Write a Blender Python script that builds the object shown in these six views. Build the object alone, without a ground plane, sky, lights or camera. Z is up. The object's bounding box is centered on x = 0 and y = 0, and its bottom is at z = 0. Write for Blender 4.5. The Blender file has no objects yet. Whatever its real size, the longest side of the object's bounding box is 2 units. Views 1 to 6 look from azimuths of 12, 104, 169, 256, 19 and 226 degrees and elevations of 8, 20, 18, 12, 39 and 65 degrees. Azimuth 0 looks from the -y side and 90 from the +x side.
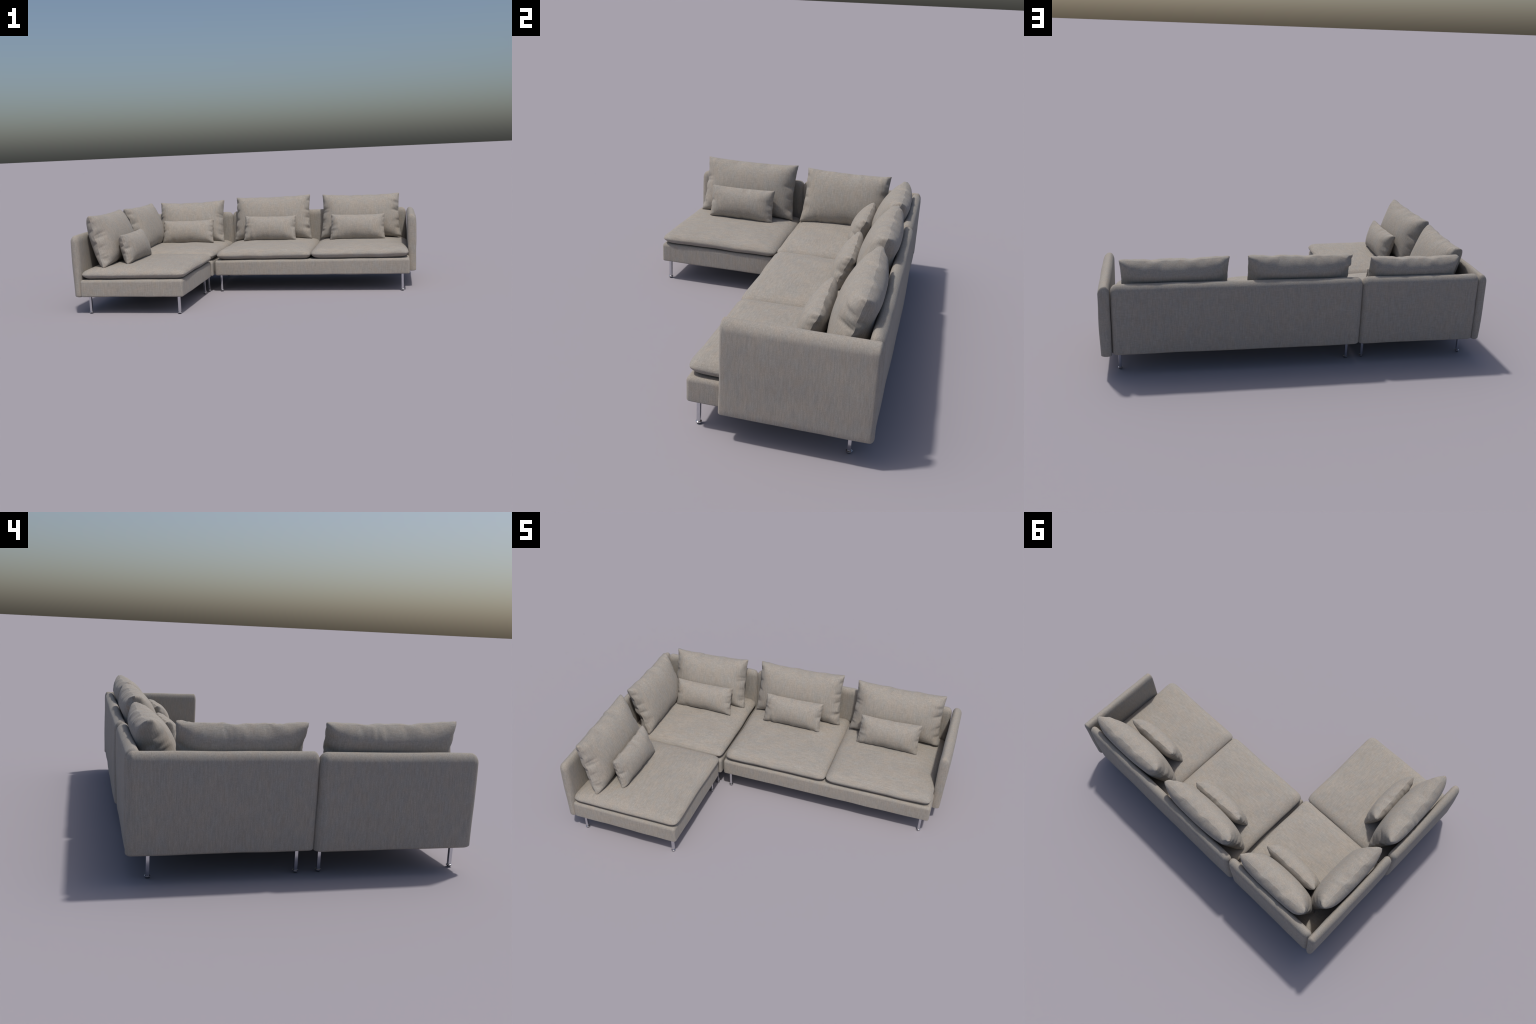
"""Corner sectional sofa: three upholstered modules (a wide two-cushion module
with an armrest, a corner module, a chaise-side module), loose back cushions,
small lumbar pillows and chromed tube legs."""
import bpy, bmesh, math
import numpy as np
from mathutils import Vector, Matrix, noise

# ------------------------------------------------------------------ materials
def fabric(name, along):
    """Woven melange upholstery.  `along` = local axis (0,1,2) the warp runs in."""
    m = bpy.data.materials.new(name); m.use_nodes = True
    nt = m.node_tree; N = nt.nodes; L = nt.links
    bsdf = N["Principled BSDF"]
    tc = N.new("ShaderNodeTexCoord")

    def streak(scale_across, scale_along, detail, seed, rough=0.6, axis=along):
        mp = N.new("ShaderNodeMapping")
        sc = [scale_across] * 3; sc[axis] = scale_along
        mp.inputs["Scale"].default_value = sc
        mp.inputs["Location"].default_value = (seed, seed * 1.7, seed * .6)
        nz = N.new("ShaderNodeTexNoise")
        nz.inputs["Scale"].default_value = 1.0
        nz.inputs["Detail"].default_value = detail
        nz.inputs["Roughness"].default_value = rough
        L.new(tc.outputs["Object"], mp.inputs["Vector"])
        L.new(mp.outputs[0], nz.inputs["Vector"])
        return nz.outputs["Fac"]

    def ramp(fac, p0, c0, p1, c1):
        r = N.new("ShaderNodeValToRGB")
        r.color_ramp.elements[0].position = p0; r.color_ramp.elements[0].color = (*c0, 1)
        r.color_ramp.elements[1].position = p1; r.color_ramp.elements[1].color = (*c1, 1)
        L.new(fac, r.inputs[0]); return r.outputs[0]

    def mix(a, b, fac, mode):
        x = N.new("ShaderNodeMix"); x.data_type = 'RGBA'; x.blend_type = mode
        x.inputs[0].default_value = fac
        L.new(a, x.inputs[6]); L.new(b, x.inputs[7]); return x.outputs[2]

    across = (along + 1) % 3 if along != 1 else 0
    tone = ramp(streak(34, 18, 5, 3.1), .36, COOL, .64, WARM)        # hue drift of the yarn
    g = lambda v: (v, v, v)
    warp = ramp(streak(230, 22, 3, 7.7), .30, g(.88), .70, g(1.10))   # long yarn slubs
    weft = ramp(streak(300, 40, 2, 1.3, axis=across), .30, g(.92), .70, g(1.07))
    fine = ramp(streak(520, 420, 1, 5.2), .25, g(.90), .75, g(1.09))
    col = mix(tone, warp, 1, 'MULTIPLY')
    col = mix(col, weft, 1, 'MULTIPLY')
    col = mix(col, fine, 1, 'MULTIPLY')
    L.new(col, bsdf.inputs["Base Color"])
    bsdf.inputs["Roughness"].default_value = .92
    bsdf.inputs["Specular IOR Level"].default_value = .18
    bsdf.inputs["Sheen Weight"].default_value = .08
    bsdf.inputs["Sheen Roughness"].default_value = .5
    bw = N.new("ShaderNodeMix"); bw.data_type = 'RGBA'
    bw.inputs[0].default_value = .5
    L.new(warp, bw.inputs[6]); L.new(fine, bw.inputs[7])
    bp = N.new("ShaderNodeBump")
    bp.inputs["Strength"].default_value = .25; bp.inputs["Distance"].default_value = .002
    L.new(bw.outputs[2], bp.inputs["Height"]); L.new(bp.outputs[0], bsdf.inputs["Normal"])
    return m

WARM = (.323, .288, .248)
COOL = (.299, .282, .256)
FAB_UP = fabric("woven_fabric_upright", 2)
FAB_Y = fabric("woven_fabric_lengthwise", 1)
FAB_X = fabric("woven_fabric_crosswise", 0)

def plain(name, col, rough, metal=0.0):
    m = bpy.data.materials.new(name); m.use_nodes = True
    b = m.node_tree.nodes["Principled BSDF"]
    b.inputs["Base Color"].default_value = (*col, 1)
    b.inputs["Roughness"].default_value = rough
    b.inputs["Metallic"].default_value = metal
    return m
CHROME = plain("polished_chrome", (.66, .67, .70), .14, 1.0)
RUBBER = plain("dark_rubber", (.03, .03, .032), .6)

# ------------------------------------------------------------------ scaffolding
root = bpy.data.objects.new("corner_sofa", None)
root.empty_display_size = .2
bpy.context.collection.objects.link(root)
root["label"] = "beige woven fabric corner sofa with loose cushions, chrome legs"
root["category"] = "sofa"

def add(name, mesh, mat, parent=root, matrix=None):
    ob = bpy.data.objects.new(name, mesh)
    bpy.context.collection.objects.link(ob)
    ob.parent = parent
    if matrix is not None: ob.matrix_local = matrix
    if mat is not None and not mesh.materials: mesh.materials.append(mat)
    return ob

def mesh_from(name, verts, faces, weld=0.0):
    me = bpy.data.meshes.new(name)
    me.from_pydata([tuple(v) for v in verts], [], faces)
    bm = bmesh.new(); bm.from_mesh(me)
    if weld: bmesh.ops.remove_doubles(bm, verts=bm.verts, dist=weld)
    bmesh.ops.recalc_face_normals(bm, faces=bm.faces)
    for f in bm.faces: f.smooth = True
    bm.to_mesh(me); bm.free()
    return me

# ------------------------------------------------------------------ rounded slabs
def axis_samples(lo, hi, rlo, rhi, step, arc=6):
    t = np.tan(np.linspace(0, math.pi / 4, arc + 1))
    a = lo + rlo - t[::-1] * rlo
    b = hi - rhi + t * rhi
    n = max(2, int((b[0] - a[-1]) / step))
    mid = np.linspace(a[-1], b[0], n + 1)[1:-1]
    return np.concatenate([a, mid, b])

def rounded_slab(name, lo, hi, rlo, rhi, step=.03, deform=None):
    """Box lo..hi with elliptic edge radii per axis and side."""
    lo, hi, rlo, rhi = map(np.array, (lo, hi, rlo, rhi))
    S = [axis_samples(lo[k], hi[k], rlo[k], rhi[k], step) for k in range(3)]
    V, F = [], []
    for k in range(3):
        i, j = (k + 1) % 3, (k + 2) % 3
        for side in (lo[k], hi[k]):
            A, B = np.meshgrid(S[i], S[j], indexing='ij')
            P = np.zeros(A.shape + (3,)); P[..., i] = A; P[..., j] = B; P[..., k] = side
            o = len(V); V.extend(P.reshape(-1, 3)); na, nb = A.shape
            for a in range(na - 1):
                for b in range(nb - 1):
                    q = [o + a * nb + b, o + (a + 1) * nb + b, o + (a + 1) * nb + b + 1, o + a * nb + b + 1]
                    F.append(q if side > lo[k] else q[::-1])
    V = np.array(V)
    core = np.clip(V, lo + rlo, hi - rhi)
    r = np.where(V < core, rlo, rhi)
    d = (V - core) / r
    n = d / np.maximum(np.linalg.norm(d, axis=1), 1e-9)[:, None]
    V = core + r * n
    if deform is not None: V = np.array([deform(Vector(v), Vector(q)) for v, q in zip(V, n)])
    return mesh_from(name, V, F, weld=1e-5)

def soft_lumps(seed, amp, scale):
    off = Vector((seed * 3.1, seed * 7.3, seed * 1.9))
    def f(p, n): return p + n * (amp * noise.noise(p * scale + off))
    return f

def panel(name, axis, u0, u1, inner, outer, z0, z1, seed, end=.032, taper=.004, bottom=.012):
    """Backrest / armrest panel.  axis = thickness axis; inner/outer = faces on it."""
    lo, hi = [0, 0, z0], [0, 0, z1]
    k, l = axis, 1 - axis
    lo[l], hi[l] = u0, u1
    flip = outer < inner
    lo[k], hi[k] = min(inner, outer), max(inner, outer)
    rlo, rhi = [.024] * 3, [.024] * 3
    rlo[2], rhi[2] = bottom, .040
    t_in, t_out = .40 * abs(outer - inner), .58 * abs(outer - inner)
    rlo[k], rhi[k] = (t_out, t_in) if flip else (t_in, t_out)
    rlo[l] = rhi[l] = end
    sgn = -1 if flip else 1
    lump = soft_lumps(seed, .0022, 7)
    def bulge(p, n):
        s = (p[l] - u0) / (u1 - u0); t = (p.z - z0) / (z1 - z0)
        q = lump(p, n)
        b = max(0, 4 * s * (1 - s)) ** .5 * max(0, 4 * t * (1 - t)) ** .5
        q[k] += sgn * max(0, n[k] * sgn) * (.005 * b - taper * max(0, 1 - t / .5))
        return q
    return rounded_slab(name, lo, hi, rlo, rhi, .02, bulge)

XB, YB = .995, .655           # outer faces of the left and rear panels
TH = .053                     # panel thickness
CORNER_IN = .010              # the corner module sits slightly further in
add("armrest", panel("armrest", 0, .112, .656, .941, XB, .104, .468, 1, end=.014, bottom=.006), FAB_UP)
add("backrest", panel("backrest", 1, -.3128, .939, YB - TH, YB, .106, .472, 2), FAB_UP)
add("backrest", panel("backrest", 1, -.944, -.3092, YB - .008 - TH, YB - .008, .103, .470, 3), FAB_UP)
add("backrest", panel("backrest", 0, -.0320, .646, -XB + CORNER_IN - .002 + TH - .004, -XB + CORNER_IN - .002, .101, .468, 4, end=.022, taper=.009), FAB_UP)
add("backrest", panel("backrest", 0, -.660, -.0280, -XB + TH, -XB, .098, .466, 5), FAB_UP)

def base(x0, x1, y0, y1, z0, z1, seed):
    lump = soft_lumps(seed, .0018, 9)
    me = rounded_slab("seat_base", (x0, y0, z0), (x1, y1, z1), (.014, .014, .009), (.014, .014, .018), .025, lump)
    return add("seat_base", me, FAB_UP)
base(-.301, .951, -.018, .612, .107, .207, 1)
base(-.950, -.314, -.022, .612, .103, .204, 2)
base(-.950, -.322, -.658, -.040, .101, .203, 3)

# ------------------------------------------------------------------ seat cushions
def seat_cushion(x0, x1, y0, y1, z_edge, z_top, z_bot, warp_axis, seed):
    rng = np.random.RandomState(seed)
    def samples(a, b):
        e = .12 * (1 - np.cos(np.linspace(0, math.pi / 2, 15)))
        n = int((b - a - .24) / .02)
        return np.concatenate([a + e, np.linspace(a + .12, b - .12, n + 1)[1:-1], (b - e)[::-1]])
    X, Y = np.meshgrid(samples(x0, x1), samples(y0, y1), indexing='ij')
    cx, cy, hx, hy = (x0 + x1) / 2, (y0 + y1) / 2, (x1 - x0) / 2, (y1 - y0) / 2
    dx, dy = hx - abs(X - cx), hy - abs(Y - cy)
    # blunt corners: pull the corner in
    corner = np.clip(1 - dx / .05, 0, 1) ** 2 * np.clip(1 - dy / .05, 0, 1) ** 2
    Xc = X - np.sign(X - cx) * corner * .010
    Yc = Y - np.sign(Y - cy) * corner * .010
    off = Vector((seed * 5.3, seed * 2.2, 0))
    wob = lambda x, y, s: noise.noise(Vector((x, y, 0)) * s + off)
    W1 = np.vectorize(lambda x, y: wob(x, y, 9))(X, Y)
    W2 = np.vectorize(lambda x, y: wob(x + 9, y, 4))(X, Y)
    def rise(d, w, p): 
        t = np.clip(d / w, 0, 1); return (1 - (1 - t) ** 2) ** p
    top_prof = .56 * rise(dx, .05, .55) * rise(dy, .05, .55) + .44 * rise(dx, .22, 1.0) * rise(dy, .22, 1.0)
    bot_prof = rise(dx, .06, .6) * rise(dy, .06, .6)
    edge = z_edge + .0035 * W1
    Zt = edge + (z_top - z_edge) * top_prof + .003 * W2 * top_prof + .0015 * W1
    Zb = edge - (z_edge - z_bot) * bot_prof
    # edges drift in and out a little
    near = np.exp(-np.minimum(dx, dy) / .05)
    Xc += np.sign(X - cx) * near * .004 * W2 * (dx < dy)
    Yc += np.sign(Y - cy) * near * .004 * W2 * (dy < dx)
    n, m = X.shape
    V = [(Xc[i, j], Yc[i, j], Zt[i, j]) for i in range(n) for j in range(m)]
    idB = {}
    for i in range(n):
        for j in range(m):
            if i in (0, n - 1) or j in (0, m - 1): idB[i, j] = i * m + j
            else: idB[i, j] = len(V); V.append((Xc[i, j], Yc[i, j], Zb[i, j]))
    F = []
    for i in range(n - 1):
        for j in range(m - 1):
            F.append([i * m + j, (i + 1) * m + j, (i + 1) * m + j + 1, i * m + j + 1])
            F.append([idB[i, j], idB[i, j + 1], idB[i + 1, j + 1], idB[i + 1, j]])
    return add("seat_cushion", mesh_from("seat_cushion", V, F), warp_axis)
seat_cushion(-.290, .3328, -.018, .606, .237, .291, .204, FAB_X, 1)
seat_cushion(.3318, .946, -.018, .606, .239, .288, .204, FAB_X, 2)
seat_cushion(-.944, -.309, -.0265, .606, .234, .286, .201, FAB_X, 3)
seat_cushion(-.944, -.312, -.656, -.0262, .231, .277, .200, FAB_Y, 4)

# ------------------------------------------------------------------ loose cushions
def inflate(W, H, bow, nu, nv, slack, seam_slack, seed, steps=150, iters=7, press=.05):
    """Two cloth sheets sewn along a slightly waisted outline W x H, each cut with
    some slack and blown up (position based cloth): full belly, knife edges and
    puckers where the surplus cloth gathers along the seams."""
    rng = np.random.RandomState(seed)
    u, v = np.linspace(-1, 1, nu), np.linspace(-1, 1, nv)
    U, V = np.meshgrid(u, v, indexing='ij')
    uv = np.stack([U, V], -1).reshape(-1, 2) * .5
    # outline on the finished cushion
    X = U * (W / 2 - bow[0] * (1 - V ** 2) * U ** 2)
    Z = V * (H / 2 - bow[1] * (1 - U ** 2) ** .7 * V ** 2)
    Fi = np.arange(nu * nv).reshape(nu, nv)
    inner = np.zeros((nu, nv), bool); inner[1:-1, 1:-1] = True
    Bi = Fi.copy(); Bi[inner] = nu * nv + np.arange(inner.sum())
    lift = .03 * (1 - U ** 2) * (1 - V ** 2)
    front = np.stack([X, -lift, Z], -1).reshape(-1, 3)
    back = np.stack([X, lift, Z], -1)[inner]
    P = np.concatenate([front, back])
    P += rng.normal(0, .0012, P.shape) * np.array([.2, 1, .2])
    # rest shape of the cut cloth: slack grows from the seams to the middle
    su = 1 + seam_slack[0] + (slack[0] - seam_slack[0]) * (1 - V ** 2) ** .6
    sv = 1 + seam_slack[1] + (slack[1] - seam_slack[1]) * (1 - U ** 2) ** .6
    R = np.stack([U * W / 2 * su, V * H / 2 * sv], -1).reshape(-1, 2)
    rest = np.zeros((len(P), 2)); rest[Fi.ravel()] = R; rest[Bi.ravel()] = R
    par = np.zeros_like(rest); par[Fi.ravel()] = uv; par[Bi.ravel()] = uv
    pin = Fi[~inner]
    # the seam itself wanders a little
    ph = rng.uniform(0, 6.3, 6)
    seam_y = .0060 * H * (np.sin(9 * U + ph[0]) + np.sin(8 * V + ph[1]) + .6 * np.sin(19 * U + ph[2]) + .8 * np.sin(15 * V + ph[3]))
    fade = np.minimum((1 - U ** 2) + (1 - V ** 2), 1)
    P[pin, 1] = (seam_y * fade)[~inner]
    held = P[pin].copy()
    sets = []
    def reg(I, J, k):
        I, J = I.ravel(), J.ravel()
        if len(I): sets.append((I, J, np.linalg.norm(rest[I] - rest[J], axis=1), k))
    for G in (Fi, Bi):
        for s in (0, 1):
            a = G[s:-1:2, :]; reg(a, G[s + 1::2, :][:len(a)], 1.0)
            a = G[:, s:-1:2]; reg(a, G[:, s + 1::2][:, :a.shape[1]], 1.0)
            for t in (0, 1):
                a = G[s:-1:2, t:-1:2]; b = G[s + 1::2, t + 1::2][:a.shape[0], :a.shape[1]]
                reg(a, b, .4)
                a = G[s:-1:2, t + 1::2]; b = G[s + 1::2, t:-1:2][:a.shape[0], :a.shape[1]]
                reg(a[:b.shape[0], :b.shape[1]], b, .4)
        for s in range(4):                      # bending: every second vertex
            a = G[s:-2:4, :]; b = G[s + 2::4, :][:a.shape[0]]; reg(a[:b.shape[0]], b, .10)
            a = G[:, s:-2:4]; b = G[:, s + 2::4][:, :a.shape[1]]; reg(a[:, :b.shape[1]], b, .10)
    Q = np.concatenate([np.stack([G[:-1, :-1], G[1:, :-1], G[1:, 1:], G[:-1, 1:]], -1).reshape(-1, 4)[:, ::o]
                        for G, o in ((Fi, 1), (Bi, -1))])
    cell = W / (nu - 1) * H / (nv - 1)
    vel = np.zeros_like(P)
    for st in range(steps):
        nq = np.cross(P[Q[:, 2]] - P[Q[:, 0]], P[Q[:, 3]] - P[Q[:, 1]]) * .5
        vn = np.zeros_like(P)
        for k in range(4): np.add.at(vn, Q[:, k], nq * .25)
        old = P
        P = P + vel * .86 + vn / cell * press * .0010
        for it in range(iters):
            for I, J, r0, k in sets:
                d = P[J] - P[I]; L = np.linalg.norm(d, axis=1)
                e = (L - r0) / np.maximum(L, 1e-9)
                e = np.where(e < 0, e * COMPRESS, e) * (.5 * k)
                P[I] += d * e[:, None]; P[J] -= d * e[:, None]
            P[pin] = held
        vel = P - old
    return dict(P=P, F=Fi, B=Bi, Q=Q, rest=par)

COMPRESS = .8        # how much the cloth resists being shortened
GATHER = .024
SIMS = {}
def sim(kind, variant):
    key = kind, variant
    if key not in SIMS:
        if kind == "big":
            SIMS[key] = inflate(.540, .312, (.012, .009), 81, 53, (.05, .15), (.02, .05), 10 + variant)
        else:
            SIMS[key] = inflate(.366, .182, (.007, .006), 65, 37, (.05, .16), (.02, .05), 20 + variant)
    return SIMS[key]

def loose_cushion(name, kind, variant, mirror, TL, TR, BR, BL, half_front, half_back, back_limit=None, floor=.272):
    """Place an inflated cushion so that its four corners meet the given points
    (T/B top/bottom, L/R as seen from the sitter's side)."""
    s = sim(kind, variant)
    P = s["P"].copy(); rest = s["rest"].copy()
    TL, TR, BR, BL = map(Vector, (TL, TR, BR, BL))
    c = (TL + TR + BR + BL) / 4
    ex = ((TR - TL) + (BR - BL)).normalized()
    ez = ((TL - BL) + (TR - BR)); ez = (ez - ex * ez.dot(ex)).normalized()
    ey = ez.cross(ex)                                  # away from the sitter
    M = Matrix((ex, ey, ez)).transposed()
    if mirror: P[:, 0] *= -1; rest[:, 0] *= -1
    F = s["F"]
    cor = {}
    for a in (0, -1):
        for b in (0, -1):
            i = F[a, b]; cor[(rest[i, 0] > 0, rest[i, 1] > 0)] = P[i].copy()
    want = {(False, True): TL, (True, True): TR, (True, False): BR, (False, False): BL}
    a = np.clip(rest[:, 0] + .5, 0, 1); b = np.clip(rest[:, 1] + .5, 0, 1)
    # scale the simulated cushion to the corner rectangle, then take up the rest bilinearly
    Mi = M.inverted()
    loc = {k: np.array(Mi @ (v - c)) for k, v in want.items()}
    sx = ((loc[1, 1] + loc[1, 0]) - (loc[0, 1] + loc[0, 0]))[0] / ((cor[1, 1] + cor[1, 0]) - (cor[0, 1] + cor[0, 0]))[0]
    sz = ((loc[1, 1] + loc[0, 1]) - (loc[1, 0] + loc[0, 0]))[2] / ((cor[1, 1] + cor[0, 1]) - (cor[1, 0] + cor[0, 0]))[2]
    th_f, th_b = -P[:, 1].min(), P[:, 1].max()
    sy = np.where(P[:, 1] < 0, half_front / th_f, half_back / th_b)
    S = np.stack([np.full(len(P), sx), sy, np.full(len(P), sz)], 1)
    P = P * S
    for k, v in loc.items():
        i = [F[p, q] for p in (0, -1) for q in (0, -1) if (rest[F[p, q], 0] > 0, rest[F[p, q], 1] > 0) == k][0]
        delta = v - cor[k] * np.array([sx, S[i, 1], sz])
        w = (a if k[0] else 1 - a) * (b if k[1] else 1 - b)
        P += w[:, None] * delta
    # fuller shoulders, then shallow gathers running away from the seams, irregularly strong
    T = np.where(P[:, 1] < 0, half_front, half_back)
    P[:, 1] = np.sign(P[:, 1]) * T * np.minimum(np.abs(P[:, 1]) / T, 1.2) ** .88
    side = np.sign(P[:, 1])
    ou = Vector((variant * 3.7 + TL.x * 9, TL.y * 7, kind == "big"))
    hw = (TR - TL).length
    gath = np.zeros(len(P))
    for i in range(len(P)):
        au, av = a[i] * hw, b[i] * hw * .55
        s1 = noise.noise(Vector((au * 42, av * 5, side[i] * 4)) + ou) * noise.noise(Vector((au * 7, 3, side[i])) + ou)
        s2 = noise.noise(Vector((9, av * 42, au * 5 + side[i] * 4)) + ou) * noise.noise(Vector((au * 3, av * 9, side[i])) + ou)
        dt, ds = min(b[i], 1 - b[i]) * hw * .55, min(a[i], 1 - a[i]) * hw
        gath[i] = s1 * math.exp(-(dt / .05) ** 2) * min(dt / .01, 1) + 1.3 * s2 * math.exp(-(ds / .05) ** 2) * min(ds / .01, 1)
    P[:, 1] += side * gath * GATHER
    # soft stops against the seat and the backrest (world space)
    R = np.array(M); C = np.array(c)
    Wd = P @ R.T + C
    def stop(x, lim, soft, up):
        d = (x - lim) * (1 if up else -1)
        y = np.where(d > soft, d, soft * np.exp(np.minimum((d - soft) / soft, 0)))
        return lim + y * (1 if up else -1)
    lowpart = rest[:, 1] < -.42
    z = stop(Wd[:, 2], floor, .006, True)
    Wd[:, 2] = np.where(lowpart & (Wd[:, 2] < floor), Wd[:, 2], z)
    if back_limit:
        ax, lim = back_limit
        w = np.clip((.50 - Wd[:, 2]) / .04, 0, 1)          # only as high as the backrest
        Wd[:, ax] += w * (stop(Wd[:, ax], lim, .012, lim < 0) - Wd[:, ax])
    P = (Wd - C) @ R
    me = mesh_from(name, P, s["Q"].tolist())
    seam = set(F[0].tolist()) | set(F[-1].tolist()) | set(F[:, 0].tolist()) | set(F[:, -1].tolist())
    for e in me.edges:                                  # the sewn edge stays crisp
        e.use_edge_sharp = e.vertices[0] in seam and e.vertices[1] in seam
    return add(name, me, FAB_UP, matrix=Matrix.Translation(c) @ M.to_4x4())

BYL, BXL = (1, YB - TH + .002), (0, -XB + TH - .002)
big = dict(half_front=.087, half_back=.082)
loose_cushion("back_cushion", "big", 0, False, (.360, .567, .579), (.894, .578, .575), (.906, .486, .278), (.350, .478, .280), back_limit=BYL, **big)
loose_cushion("back_cushion", "big", 1, False, (-.266, .570, .577), (.272, .578, .584), (.286, .488, .275), (-.272, .486, .273), back_limit=BYL, **big)
loose_cushion("back_cushion", "big", 0, True, (-.845, .569, .553), (-.361, .579, .562), (-.347, .466, .266), (-.850, .470, .266), back_limit=BYL, **big)
loose_cushion("back_cushion", "big", 1, True, (-.907, -.003, .563), (-.900, .476, .559), (-.800, .480, .266), (-.799, -.012, .266), back_limit=BXL, half_front=.078, half_back=.078)
loose_cushion("back_cushion", "big", 0, False, (-.892, -.598, .572), (-.920, -.063, .566), (-.811, -.055, .265), (-.811, -.612, .264), back_limit=BXL, **big)
small = dict(half_front=.057, half_back=.054)
loose_cushion("lumbar_pillow", "small", 0, False, (.432, .400, .453), (.796, .412, .450), (.797, .343, .283), (.425, .350, .281), **small)
loose_cushion("lumbar_pillow", "small", 1, False, (-.175, .417, .454), (.187, .427, .450), (.191, .360, .283), (-.183, .364, .283), **small)
loose_cushion("lumbar_pillow", "small", 0, True, (-.778, .409, .435), (-.403, .412, .437), (-.395, .340, .280), (-.772, .340, .279), **small)
loose_cushion("lumbar_pillow", "small", 1, True, (-.734, -.518, .448), (-.746, -.152, .446), (-.690, -.145, .268), (-.696, -.523, .270), **small)

# ------------------------------------------------------------------ legs
def lathe(name, prof, seg=20):
    V, F = [], []
    for r, z in prof:
        for k in range(seg):
            a = 2 * math.pi * k / seg
            V.append((r * math.cos(a), r * math.sin(a), z))
    for i in range(len(prof) - 1):
        for k in range(seg):
            k2 = (k + 1) % seg
            F.append([i * seg + k, i * seg + k2, (i + 1) * seg + k2, (i + 1) * seg + k])
    F.append(list(range(seg))[::-1]); F.append([(len(prof) - 1) * seg + k for k in range(seg)])
    me = mesh_from(name, V, F)
    me.set_sharp_from_angle(angle=math.radians(35))
    return me
LEG = rounded_slab("leg", (-.0068, -.0068, .008), (.0068, .0068, .109), (.0016,) * 3, (.0016,) * 3, .02)
FOOT = lathe("foot", [(.0085, .002), (.0112, .004), (.0116, .006), (.0112, .008), (.0082, .010)])
PAD = lathe("glide_pad", [(.0085, 0), (.0088, .0022)])
for x, y in [(-.265, .017), (.906, .017), (-.265, .571), (.906, .571),
             (-.352, .010), (-.905, .015), (-.353, .565), (-.902, .563),
             (-.358, -.623), (-.905, -.621), (-.358, -.077), (-.903, -.075)]:
    leg = add("leg", LEG, CHROME, matrix=Matrix.Translation((x, y, 0)))
    add("foot", FOOT, CHROME, parent=leg)
    add("glide_pad", PAD, RUBBER, parent=leg)
